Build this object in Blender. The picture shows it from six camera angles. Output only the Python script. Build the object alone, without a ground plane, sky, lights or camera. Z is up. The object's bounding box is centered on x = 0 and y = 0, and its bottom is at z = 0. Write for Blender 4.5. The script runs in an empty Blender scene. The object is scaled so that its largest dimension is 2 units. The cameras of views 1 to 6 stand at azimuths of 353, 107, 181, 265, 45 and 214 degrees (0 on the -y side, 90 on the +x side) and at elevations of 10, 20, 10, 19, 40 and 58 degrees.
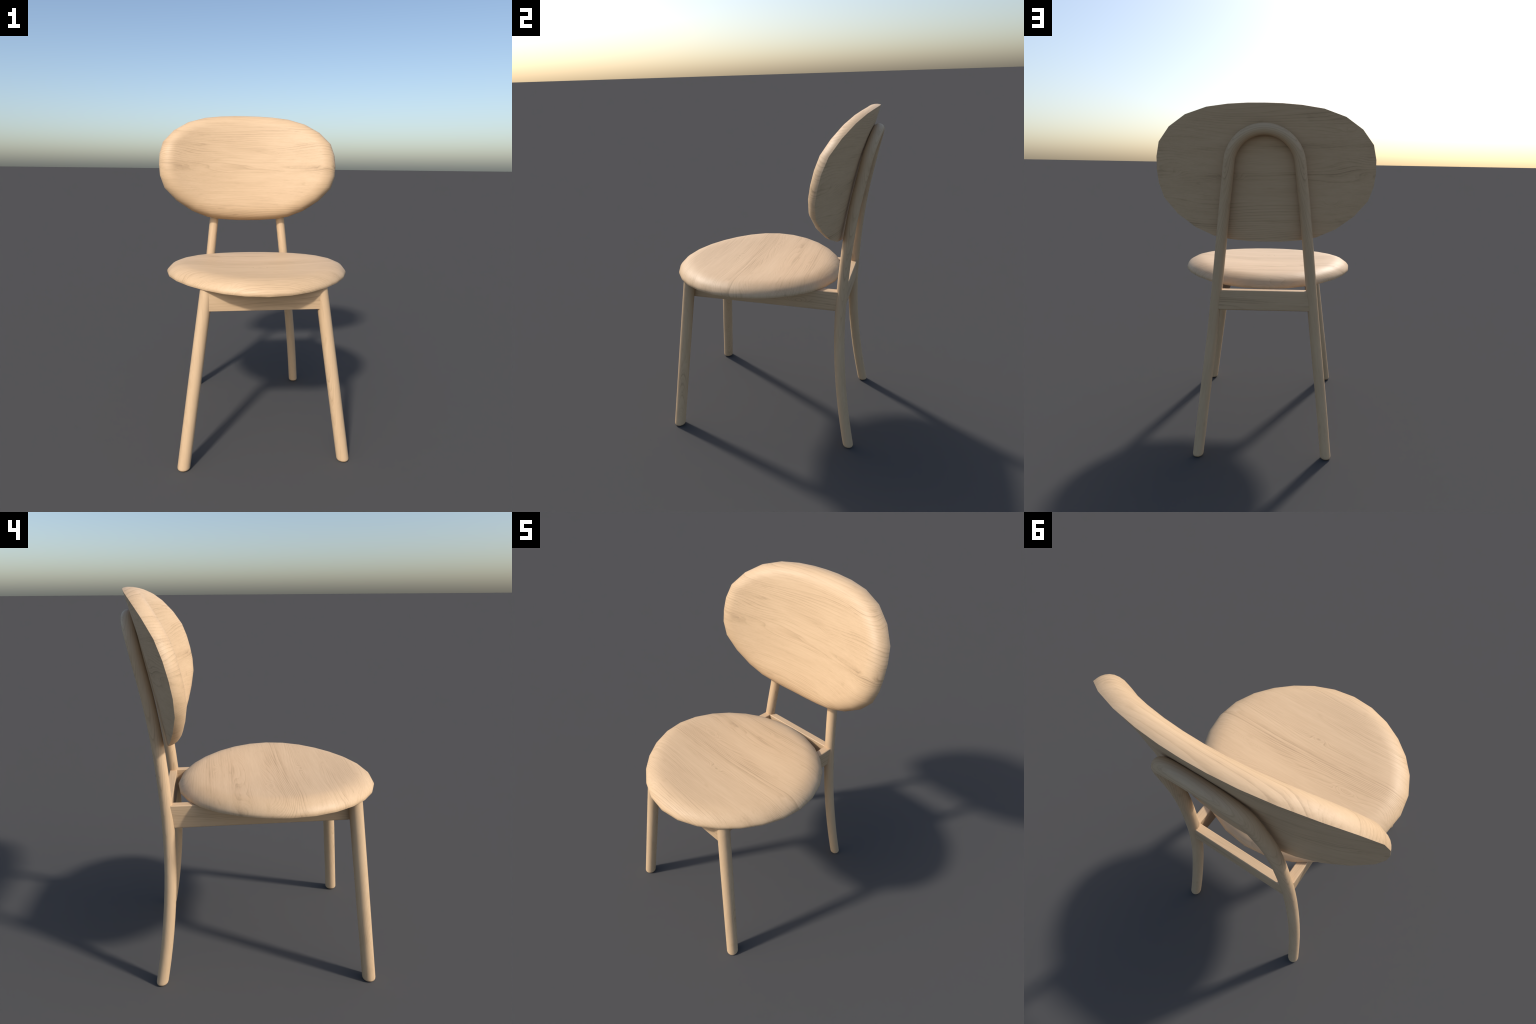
"""Light wooden dining chair: oval dished backrest on a bent hoop, round seat pad,
four round legs and a frame of four rails.  Everything is built from profiles and curves."""
import bpy
import math
import numpy as np

# ------------------------------------------------------------------ helpers


def new_object(name, verts, faces, material, parent, smooth=True, sharp_edges=None, normals=None):
    me = bpy.data.meshes.new(name)
    me.from_pydata([tuple(map(float, v)) for v in verts], [], faces)
    me.validate()
    me.update()
    me.polygons.foreach_set("use_smooth", [smooth] * len(me.polygons))
    if sharp_edges:
        for e in me.edges:
            if tuple(sorted(e.vertices)) in sharp_edges:
                e.use_edge_sharp = True
    if normals is not None:
        me.normals_split_custom_set_from_vertices([tuple(map(float, n)) for n in normals])
    me.materials.append(material)
    ob = bpy.data.objects.new(name, me)
    bpy.context.scene.collection.objects.link(ob)
    ob.parent = parent
    return ob


def unit(v):
    v = np.asarray(v, float)
    return v / np.linalg.norm(v)


def pchip(xs, ys, x):
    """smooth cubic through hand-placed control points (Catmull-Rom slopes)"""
    xs, ys = np.asarray(xs, float), np.asarray(ys, float)
    m = np.gradient(ys, xs)
    i = np.clip(np.searchsorted(xs, x) - 1, 0, len(xs) - 2)
    h = xs[i + 1] - xs[i]
    t = (x - xs[i]) / h
    return ((2 * t**3 - 3 * t**2 + 1) * ys[i] + (t**3 - 2 * t**2 + t) * h * m[i]
            + (-2 * t**3 + 3 * t**2) * ys[i + 1] + (t**3 - t**2) * h * m[i + 1])


# ------------------------------------------------------------------ material


def wood(name, along, across, depth, tint=1.0, bend=None, seed=0.0, ring_scale=1.0, hearts=(), depth_rings=14.0):
    """pale solid wood; along / across / depth name the object axes of the grain"""
    mat = bpy.data.materials.new(name)
    mat.use_nodes = True
    nt = mat.node_tree
    N, L = nt.nodes, nt.links
    N.clear()

    def node(kind, **kw):
        n = N.new(kind)
        for k, v in kw.items():
            setattr(n, k, v)
        return n

    def put(sock, v):
        if isinstance(v, bpy.types.NodeSocket):
            L.new(v, sock)
        else:
            sock.default_value = v

    def math_(op, a, b=None, c=None, clamp=False):
        n = node("ShaderNodeMath", operation=op)
        n.use_clamp = clamp
        put(n.inputs[0], a)
        if b is not None:
            put(n.inputs[1], b)
        if c is not None:
            put(n.inputs[2], c)
        return n.outputs[0]

    def vec(x, y, z):
        n = node("ShaderNodeCombineXYZ")
        for s, v in zip(n.inputs, (x, y, z)):
            put(s, v)
        return n.outputs[0]

    def scaled(v, s, off=(0, 0, 0)):
        n = node("ShaderNodeMapping")
        put(n.inputs["Vector"], v)
        n.inputs["Scale"].default_value = s
        n.inputs["Location"].default_value = off
        return n.outputs[0]

    def noise(v, detail=2.0, rough=0.5):
        n = node("ShaderNodeTexNoise")
        put(n.inputs["Vector"], v)
        n.inputs["Scale"].default_value = 1.0
        n.inputs["Detail"].default_value = detail
        n.inputs["Roughness"].default_value = rough
        return n.outputs["Fac"]

    def remap(v, a, b, c=0.0, d=1.0, smooth=False):
        n = node("ShaderNodeMapRange")
        if smooth:
            n.interpolation_type = "SMOOTHSTEP"
        put(n.inputs[0], v)
        for i, x in enumerate((a, b, c, d)):
            n.inputs[i + 1].default_value = x
        return n.outputs[0]

    tc = node("ShaderNodeTexCoord")
    sep = node("ShaderNodeSeparateXYZ")
    L.new(tc.outputs["Object"], sep.inputs[0])
    ax = {"x": sep.outputs[0], "y": sep.outputs[1], "z": sep.outputs[2]}
    if bend is None:
        a, c, d = ax[along], ax[across], ax[depth]
    else:
        # grain follows the bent hoop: straight below the bend, round it above
        zc, R = bend
        up = math_("MAXIMUM", math_("SUBTRACT", ax["z"], zc), 0.0)
        absx = math_("ABSOLUTE", ax["x"])
        ang = math_("ARCTAN2", up, absx)
        a = math_("ADD", math_("MINIMUM", ax["z"], zc), math_("MULTIPLY", ang, R))
        rad = math_("SQRT", math_("ADD", math_("MULTIPLY", ax["x"], ax["x"]), math_("MULTIPLY", up, up)))
        # legs splay: follow them outwards
        c = math_("ADD", rad, math_("MULTIPLY", math_("MINIMUM", ax["z"], zc), 0.115))
        d = ax["y"]
    P = vec(math_("ADD", a, seed), math_("ADD", c, seed * 0.37), d)

    # ---- growth rings: layered across the board, warped slowly along it
    warp = noise(scaled(P, (0.9, 3.6, 3.6)), 1.0, 0.4)
    warp2 = noise(scaled(P, (4.0, 9.0, 9.0), (3, 1, 7)), 1.0)
    # sparse knots pull the rings into small eyes
    vor = node("ShaderNodeTexVoronoi", feature="F1", distance="EUCLIDEAN")
    L.new(scaled(P, (3.4, 8.5, 3.0), (0.3, 0.2, 0.1)), vor.inputs["Vector"])
    vor.inputs["Scale"].default_value = 1.0
    pick = node("ShaderNodeSeparateColor")
    L.new(vor.outputs["Color"], pick.inputs[0])
    has = math_("GREATER_THAN", pick.outputs[0], 0.62)
    eye = math_("MULTIPLY", remap(vor.outputs["Distance"], 0.0, 0.34, 1.0, 0.0, True), has)

    t = math_("MULTIPLY_ADD", c, 62.0 * ring_scale, math_("MULTIPLY", d, depth_rings))
    t = math_("MULTIPLY_ADD", warp, 9.0, t)
    spacing = noise(scaled(P, (0.35, 7.0, 5.0), (2, 6, 3)), 1.0)      # rings crowd and thin out
    t = math_("MULTIPLY_ADD", spacing, 11.0, t)
    t = math_("MULTIPLY_ADD", warp2, 0.45, t)
    t = math_("MULTIPLY_ADD", eye, 3.6, t)
    saw = math_("FRACT", t)
    line = math_("POWER", saw, 3.5)                       # slow darkening ...
    line = math_("MULTIPLY", line, remap(saw, 0.90, 1.0, 1.0, 0.0, True))   # ... sharp end
    groups = remap(noise(scaled(P, (0.9, 9.0, 6.0), (5, 2, 9)), 2.0), 0.40, 0.68, 0.04, 0.9, True)
    # darker heartwood bands with flame-shaped ends, at given places across the board
    heart = None
    for c0, width, power in hearts:
        off = math_("MULTIPLY_ADD", math_("SUBTRACT", warp2, 0.5), 0.035, math_("SUBTRACT", c, c0))
        off = math_("MULTIPLY_ADD", math_("SUBTRACT", warp, 0.5), 0.09, off)
        g = math_("MULTIPLY", remap(math_("ABSOLUTE", off), 0.0, width, 1.0, 0.0, True), power)
        heart = g if heart is None else math_("ADD", heart, g)
    if heart is not None:
        groups = math_("ADD", groups, math_("MULTIPLY", heart, 0.9))
    line = math_("MULTIPLY", line, groups)

    streak = remap(noise(scaled(P, (3.0, 70.0, 40.0), (1, 8, 2)), 3.0, 0.6), 0.35, 0.75, 0.0, 1.0)
    fibre = noise(scaled(P, (16.0, 330.0, 200.0), (2, 4, 6)), 2.0, 0.6)
    cloud = remap(noise(scaled(P, (2.2, 8.0, 5.0), (9, 3, 1)), 2.0), 0.3, 0.7, 0.0, 1.0)
    spot = remap(noise(scaled(P, (9.0, 34.0, 20.0), (4, 4, 2)), 1.0), 0.66, 0.80, 0.0, 1.0, True)

    broad = remap(noise(scaled(P, (1.1, 24.0, 12.0), (7, 7, 1)), 2.0, 0.55), 0.52, 0.74, 0.0, 1.0, True)
    f = math_("MULTIPLY", line, 0.60)
    # a second, finer set of thin lines fills the whole board
    fine = math_("POWER", math_("FRACT", math_("MULTIPLY", t, 2.37)), 3.0)
    fine = math_("MULTIPLY", fine, remap(noise(scaled(P, (2.6, 16.0, 9.0), (8, 1, 5)), 2.0), 0.38, 0.66, 0.0, 1.0, True))
    f = math_("MULTIPLY_ADD", fine, 0.30, f)
    f = math_("MULTIPLY_ADD", broad, 0.10, f)
    if heart is not None:
        patch = remap(noise(scaled(P, (2.2, 38.0, 10.0), (3, 9, 4)), 2.0), 0.42, 0.62, 0.0, 1.0, True)
        f = math_("MULTIPLY_ADD", math_("MULTIPLY", heart, patch), 0.42, f)
    f = math_("MULTIPLY_ADD", streak, 0.18, f)
    f = math_("MULTIPLY_ADD", fibre, 0.36, f)
    f = math_("MULTIPLY_ADD", cloud, 0.18, f)
    f = math_("MULTIPLY_ADD", spot, 0.16, f)

    ramp = node("ShaderNodeValToRGB")
    e = ramp.color_ramp.elements
    light, mid, dark = (0.655, 0.462, 0.280), (0.578, 0.395, 0.232), (0.385, 0.258, 0.145)
    e[0].position, e[0].color = 0.12, tuple(v * tint for v in light) + (1,)
    e[1].position, e[1].color = 1.0, tuple(v * tint for v in dark) + (1,)
    m = e.new(0.50)
    m.color = tuple(v * tint for v in mid) + (1,)
    L.new(f, ramp.inputs[0])

    bump = node("ShaderNodeBump")
    bump.inputs["Strength"].default_value = 0.06
    bump.inputs["Distance"].default_value = 0.004
    L.new(fibre, bump.inputs["Height"])

    b = node("ShaderNodeBsdfPrincipled")
    L.new(ramp.outputs[0], b.inputs["Base Color"])
    L.new(remap(f, 0.0, 1.0, 0.48, 0.62), b.inputs["Roughness"])
    b.inputs["Specular IOR Level"].default_value = 0.4
    L.new(bump.outputs[0], b.inputs["Normal"])
    out = node("ShaderNodeOutputMaterial")
    L.new(b.outputs[0], out.inputs[0])
    return mat


# ------------------------------------------------------------------ pad: a rounded slab over an outline


def pad(name, outline, surface, rim, dish, material, parent, slim=0.0):
    """outline: closed polygon (u, v); surface(u, v) -> point, normal of the sharp-edged face;
    rim: (inset, height) from the sharp edge over the round-over; dish: (scale, height) inwards."""
    O = np.asarray(outline, float)
    n = len(O)
    tang = np.roll(O, -1, 0) - np.roll(O, 1, 0)
    inward = np.stack([-tang[:, 1], tang[:, 0]], 1)
    inward /= np.linalg.norm(inward, axis=1)[:, None]
    centre = O.mean(0)
    if ((centre - O) * inward).sum() < 0:
        inward = -inward
    verts, faces = [], []

    def ring(pts, h):
        start = len(verts)
        for (u, v) in pts:
            p, nn = surface(u, v)
            verts.append(p + nn * h)
        return start

    def bridge(r0, r1):
        for i in range(n):
            j = (i + 1) % n
            faces.append((r0 + i, r0 + j, r1 + j, r1 + i))

    def cap(r, h):
        p, nn = surface(*centre)
        verts.append(p + nn * h)
        k = len(verts) - 1
        for i in range(n):
            faces.append((r + i, r + (i + 1) % n, k))

    # flat (sharp) side, from the middle outwards
    back = [ring(centre + (O - centre) * s, 0.0) for s in (1.0, 0.75, 0.5, 0.25)]
    for a, b in zip(back[1:], back[:-1]):
        bridge(a, b)
    cap(back[-1], 0.0)
    prev = back[0]
    for ins, h in rim:
        # the round-over may be slimmer where the outline runs level (top and bottom edge)
        r = ring(O + inward * (ins + slim * min(1.0, h / 0.03) * np.abs(inward[:, 1:]) ** 2), h)
        bridge(prev, r)
        prev = r
    last = O + inward * (rim[-1][0] + slim * np.abs(inward[:, 1:]) ** 2)
    for s, h in dish[:-1]:
        r = ring(centre + (last - centre) * s, h)
        bridge(prev, r)
        prev = r
    cap(prev, dish[-1][1])
    sharp = {tuple(sorted((back[0] + i, back[0] + (i + 1) % n))) for i in range(n)}
    ob = new_object(name, verts, faces, material, parent, True, sharp)
    fix_normals(ob)
    return ob


def fix_normals(ob):
    import bmesh
    bm = bmesh.new()
    bm.from_mesh(ob.data)
    bmesh.ops.recalc_face_normals(bm, faces=bm.faces)
    bm.to_mesh(ob.data)
    bm.free()


# ------------------------------------------------------------------ tubes


def tube_rings(path, radii, seg, start_dir=None, end_dir=None):
    """parallel-transport rings around a path; returns rings of points and of normals"""
    path = np.asarray(path, float)
    T = np.gradient(path, axis=0)
    T /= np.linalg.norm(T, axis=1)[:, None]
    if start_dir is not None:
        T[0] = unit(start_dir)
    if end_dir is not None:
        T[-1] = unit(end_dir)
    u = unit(np.cross(T[0], [0, 1, 0]))
    rings, nors = [], []
    for p, t, r in zip(path, T, radii):
        u = unit(u - t * np.dot(u, t))
        w = np.cross(t, u)
        ang = np.arange(seg) * 2 * math.pi / seg
        nn = np.cos(ang)[:, None] * u + np.sin(ang)[:, None] * w
        rings.append(p + nn * r)
        nors.append(nn)
    return np.array(rings), np.array(nors)


def flat_foot(ring, nor, axis, z):
    """slide a ring along the leg's axis so that it lies on the level z"""
    return ring + axis * ((z - ring[:, 2]) / axis[2])[:, None]


def leg_mesh(name, rings, nors, material, parent, cap_start=True, cap_end=True):
    k, seg = rings.shape[:2]
    verts = rings.reshape(-1, 3).tolist()
    normals = nors.reshape(-1, 3).tolist()
    faces = []
    for i in range(k - 1):
        for j in range(seg):
            m = (j + 1) % seg
            faces.append((i * seg + j, i * seg + m, (i + 1) * seg + m, (i + 1) * seg + j))
    for flag, i, down in ((cap_start, 0, True), (cap_end, k - 1, False)):
        if flag:
            base = len(verts)
            ring = rings[i]
            nn = unit(np.cross(ring[1] - ring[0], ring[2] - ring[0]))
            if down:
                nn = -nn
            verts += ring.tolist()
            normals += [nn.tolist()] * seg
            idx = list(range(base, base + seg))
            faces.append(idx[::-1] if down else idx)
    return new_object(name, verts, faces, material, parent, True, None, normals)


# ------------------------------------------------------------------ rails


def rail(name, p0, p1, half_width, z0, z1, material, parent, bevel_low=0.012, bevel_top=0.003, rise=0.0):
    """a board on edge from p0 to p1 (plan points), lower edges rounded"""
    import bmesh
    p0, p1 = np.array(p0, float), np.array(p1, float)
    d = unit(p1 - p0)
    w = np.array([-d[1], d[0]])
    b, c = bevel_low, bevel_top
    prof = [(-half_width + c, z1), (-half_width, z1 - c)]
    for i in range(5):
        a = math.pi / 2 * i / 4
        prof.append((-half_width + b - b * math.cos(a), z0 + b - b * math.sin(a)))
    prof += [(-x, z) for x, z in prof[::-1]]
    verts, faces = [], []
    for q, up in ((p0, 0.0), (p1, rise)):           # the lower edge may rise towards p1
        for x, z in prof:
            verts.append((q[0] + w[0] * x, q[1] + w[1] * x, z + up * (z1 - z) / (z1 - z0)))
    n = len(prof)
    for i in range(n):
        j = (i + 1) % n
        faces.append((i, j, n + j, n + i))
    faces.append(tuple(range(n))[::-1])
    faces.append(tuple(range(n, 2 * n)))
    ob = new_object(name, verts, faces, material, parent, True)
    fix_normals(ob)
    me = ob.data
    me.set_sharp_from_angle(angle=math.radians(40))
    return ob


# ================================================================== THE CHAIR

chair = bpy.data.objects.new("wooden_chair", None)
bpy.context.scene.collection.objects.link(chair)
chair["label"] = "pale wooden dining chair with oval backrest and round seat"
chair["category"] = "chair"

wood_seat = wood("seat_wood", "x", "y", "z", 1.0, seed=1.3, hearts=((-0.15, 0.055, 0.42), (-0.40, 0.03, 0.35), (0.13, 0.04, 0.3)))
wood_back = wood("backrest_wood", "x", "z", "y", 1.0, seed=4.7, hearts=((1.64, 0.05, 0.42), (1.79, 0.035, 0.4), (1.37, 0.04, 0.4)))
wood_leg = wood("leg_wood", "z", "x", "y", 0.97, seed=2.1, ring_scale=1.6, depth_rings=80.0)
wood_bent = wood("bent_wood", "z", "x", "y", 0.97, bend=(1.68, 0.187), seed=7.9, ring_scale=1.6, depth_rings=80.0)
wood_rail_x = wood("cross_rail_wood", "x", "z", "y", 0.97, seed=3.2, depth_rings=40.0, hearts=((0.92, 0.04, 0.5),))
wood_rail_y = wood("side_rail_wood", "y", "z", "x", 0.97, seed=6.4, depth_rings=40.0, hearts=((0.93, 0.04, 0.4),))

# ---------------------------------------------------------------- backrest
# half outline (x, z) seen from behind, from the top middle round to the bottom middle
BACK_HALF = [(0.0, 1.9955), (0.087, 1.9945), (0.189, 1.989), (0.303, 1.975), (0.42, 1.940), (0.517, 1.881),
             (0.586, 1.8035), (0.608, 1.7245), (0.612, 1.65), (0.606, 1.578), (0.578, 1.496),
             (0.499, 1.4085), (0.394, 1.336), (0.288, 1.292), (0.19, 1.275), (0.09, 1.267), (0.0, 1.266)]
back_outline = BACK_HALF + [(-x, z) for x, z in BACK_HALF[-2:0:-1]]


def back_surface(x, z):
    """rear face of the backrest: leaning back, curved forward to both sides"""
    y = 0.5180 + 0.2040 * (z - 1.6) + 0.09 * (z - 1.6)**2 - 0.3050 * x * x - 0.18 * x**4
    nrm = unit([-0.61 * x - 0.72 * x**3, -1.0, 0.2040 + 0.18 * (z - 1.6)])
    return np.array([x, y, z]), nrm


back_rim = [(-0.001, 0.008), (-0.001, 0.019), (0.002, 0.034), (0.009, 0.049), (0.020, 0.062),
            (0.036, 0.073), (0.056, 0.081), (0.078, 0.084)]
back_dish = [(0.93, 0.0845), (0.8, 0.085), (0.6, 0.085), (0.4, 0.084), (0.2, 0.083), (0, 0.083)]
pad("backrest", back_outline, back_surface, back_rim, back_dish, wood_back, chair, slim=0.004)

# ---------------------------------------------------------------- seat
SEAT_CY, SEAT_RX, SEAT_RY, SEAT_SIDES = -0.111, 0.541, 0.529, 28
seat_outline = []
for i in range(SEAT_SIDES):
    a = 2 * math.pi * i / SEAT_SIDES
    k = 1.0 - (0.027 if math.cos(a) > 0 else 0.013) * math.sin(2 * a) ** 2      # slimmer than an oval, more so in front
    seat_outline.append((SEAT_RX * k * math.sin(a), SEAT_CY - SEAT_RY * k * math.cos(a)))


def seat_surface(x, y):
    """underside of the seat: slightly turned up towards both sides"""
    return np.array([x, y, 0.983 + 0.10 * x * x]), unit([-0.2 * x, 0.0, 1.0])


seat_rim = [(-0.002, 0.006), (-0.002, 0.014), (0.003, 0.024), (0.012, 0.037), (0.028, 0.050),
            (0.050, 0.062), (0.074, 0.070), (0.102, 0.074)]
seat_dish = [(0.86, 0.0755), (0.65, 0.075), (0.4, 0.0745), (0.2, 0.074), (0, 0.074)]
pad("seat", seat_outline, seat_surface, seat_rim, seat_dish, wood_seat, chair)

# ---------------------------------------------------------------- front legs
for sx in (-1, 1):
    foot = np.array([sx * 0.449, -0.565, 0.0])
    top = np.array([sx * 0.315, -0.470, 0.985])
    axis = unit(top - foot)
    ts = [0.0, 0.004, 0.009, 0.015, 0.2, 0.4, 0.6, 0.8, 1.0]
    rad = [0.027, 0.0315, 0.0340, 0.0350, 0.0352, 0.0355, 0.0355, 0.0355, 0.0355]
    rings, nors = tube_rings([foot + (top - foot) * t for t in ts], rad, 24, axis, axis)
    for i in range(4):
        rings[i] = flat_foot(rings[i], nors[i], axis, 0.985 * ts[i])
    for i, k in ((0, 0.9), (1, 0.6), (2, 0.25)):      # rounded arris at the foot
        nors[i] = nors[i] * (1 - k) + np.array([0, 0, -k])
        nors[i] /= np.linalg.norm(nors[i], axis=1)[:, None]
    rings[-1] = flat_foot(rings[-1], nors[-1], axis, 0.992)
    leg_mesh("front_leg" if sx < 0 else "front_leg.001", rings, nors, wood_leg, chair)

# ---------------------------------------------------------------- back legs and hoop: one bent rod
LEG_Z = [0.0, 0.053, 0.353, 0.658, 0.887, 1.113, 1.321, 1.497, 1.666, 1.749, 1.866]
LEG_Y = [0.543, 0.533, 0.488, 0.464, 0.463, 0.476, 0.496, 0.523, 0.558, 0.576, 0.609]
LEG_XZ = [0.0, 0.353, 0.658, 0.887, 1.113, 1.321, 1.497, 1.62]
LEG_X = [0.375, 0.339, 0.304, 0.279, 0.255, 0.233, 0.213, 0.197]
ARC_R, ARC_Z, ROD_R = 0.188, 1.681, 0.0308
half = []
zs_low = [0.0, 0.004, 0.009, 0.016] + list(np.linspace(0.07, 0.93, 12))
zs_up = list(np.linspace(0.93, 1.60, 10))[1:]
for z in zs_low + zs_up:
    half.append((float(pchip(LEG_XZ, LEG_X, z)), float(pchip(LEG_Z, LEG_Y, z)), z))
for a in np.linspace(math.radians(8), math.radians(90), 11):
    z = ARC_Z + ARC_R * math.sin(a)
    half.append((ARC_R * math.cos(a) if a < math.radians(89.9) else 0.0, float(pchip(LEG_Z, LEG_Y, z)), z))
full = [(-x, y, z) for x, y, z in half] + half[-2::-1]
n_path = len(full)
radii = [ROD_R] * n_path
for i, r in enumerate((0.023, 0.0275, 0.0298)):
    radii[i] = radii[n_path - 1 - i] = r
rings, nors = tube_rings(full, radii, 24)
ax0 = unit(np.array(full[4]) - np.array(full[0]))
ax1 = unit(np.array(full[-5]) - np.array(full[-1]))
for i in range(4):
    rings[i] = flat_foot(rings[i], nors[i], ax0, full[i][2])
    rings[-1 - i] = flat_foot(rings[-1 - i], nors[-1 - i], ax1, full[i][2])
for i, k in ((0, 0.9), (1, 0.6), (2, 0.25)):
    for q in (i, n_path - 1 - i):
        nors[q] = nors[q] * (1 - k) + np.array([0, 0, -k])
        nors[q] /= np.linalg.norm(nors[q], axis=1)[:, None]
cut = len(zs_low)
leg_mesh("back_leg", rings[:cut], nors[:cut], wood_bent, chair, True, False)
leg_mesh("backrest_hoop", rings[cut - 1:n_path - cut + 1], nors[cut - 1:n_path - cut + 1], wood_bent, chair, False, False)
leg_mesh("back_leg.001", rings[n_path - cut:], nors[n_path - cut:], wood_bent, chair, False, True)

# ---------------------------------------------------------------- rails
RAIL_LOW, RAIL_TOP = 0.872, 0.988
rail("front_rail", (-0.322, -0.4835), (0.322, -0.4835), 0.0215, RAIL_LOW + 0.001, RAIL_TOP, wood_rail_x, chair, 0.004)
rail("back_rail", (-0.262, 0.464), (0.262, 0.464), 0.0215, RAIL_LOW - 0.001, RAIL_TOP, wood_rail_x, chair, 0.009)
for sx in (-1, 1):
    rail("side_rail" if sx < 0 else "side_rail.001", (sx * 0.269, 0.444), (sx * 0.276, -0.468), 0.0225,
         RAIL_LOW - 0.004, RAIL_TOP + 0.001, wood_rail_y, chair, 0.007, rise=0.006)
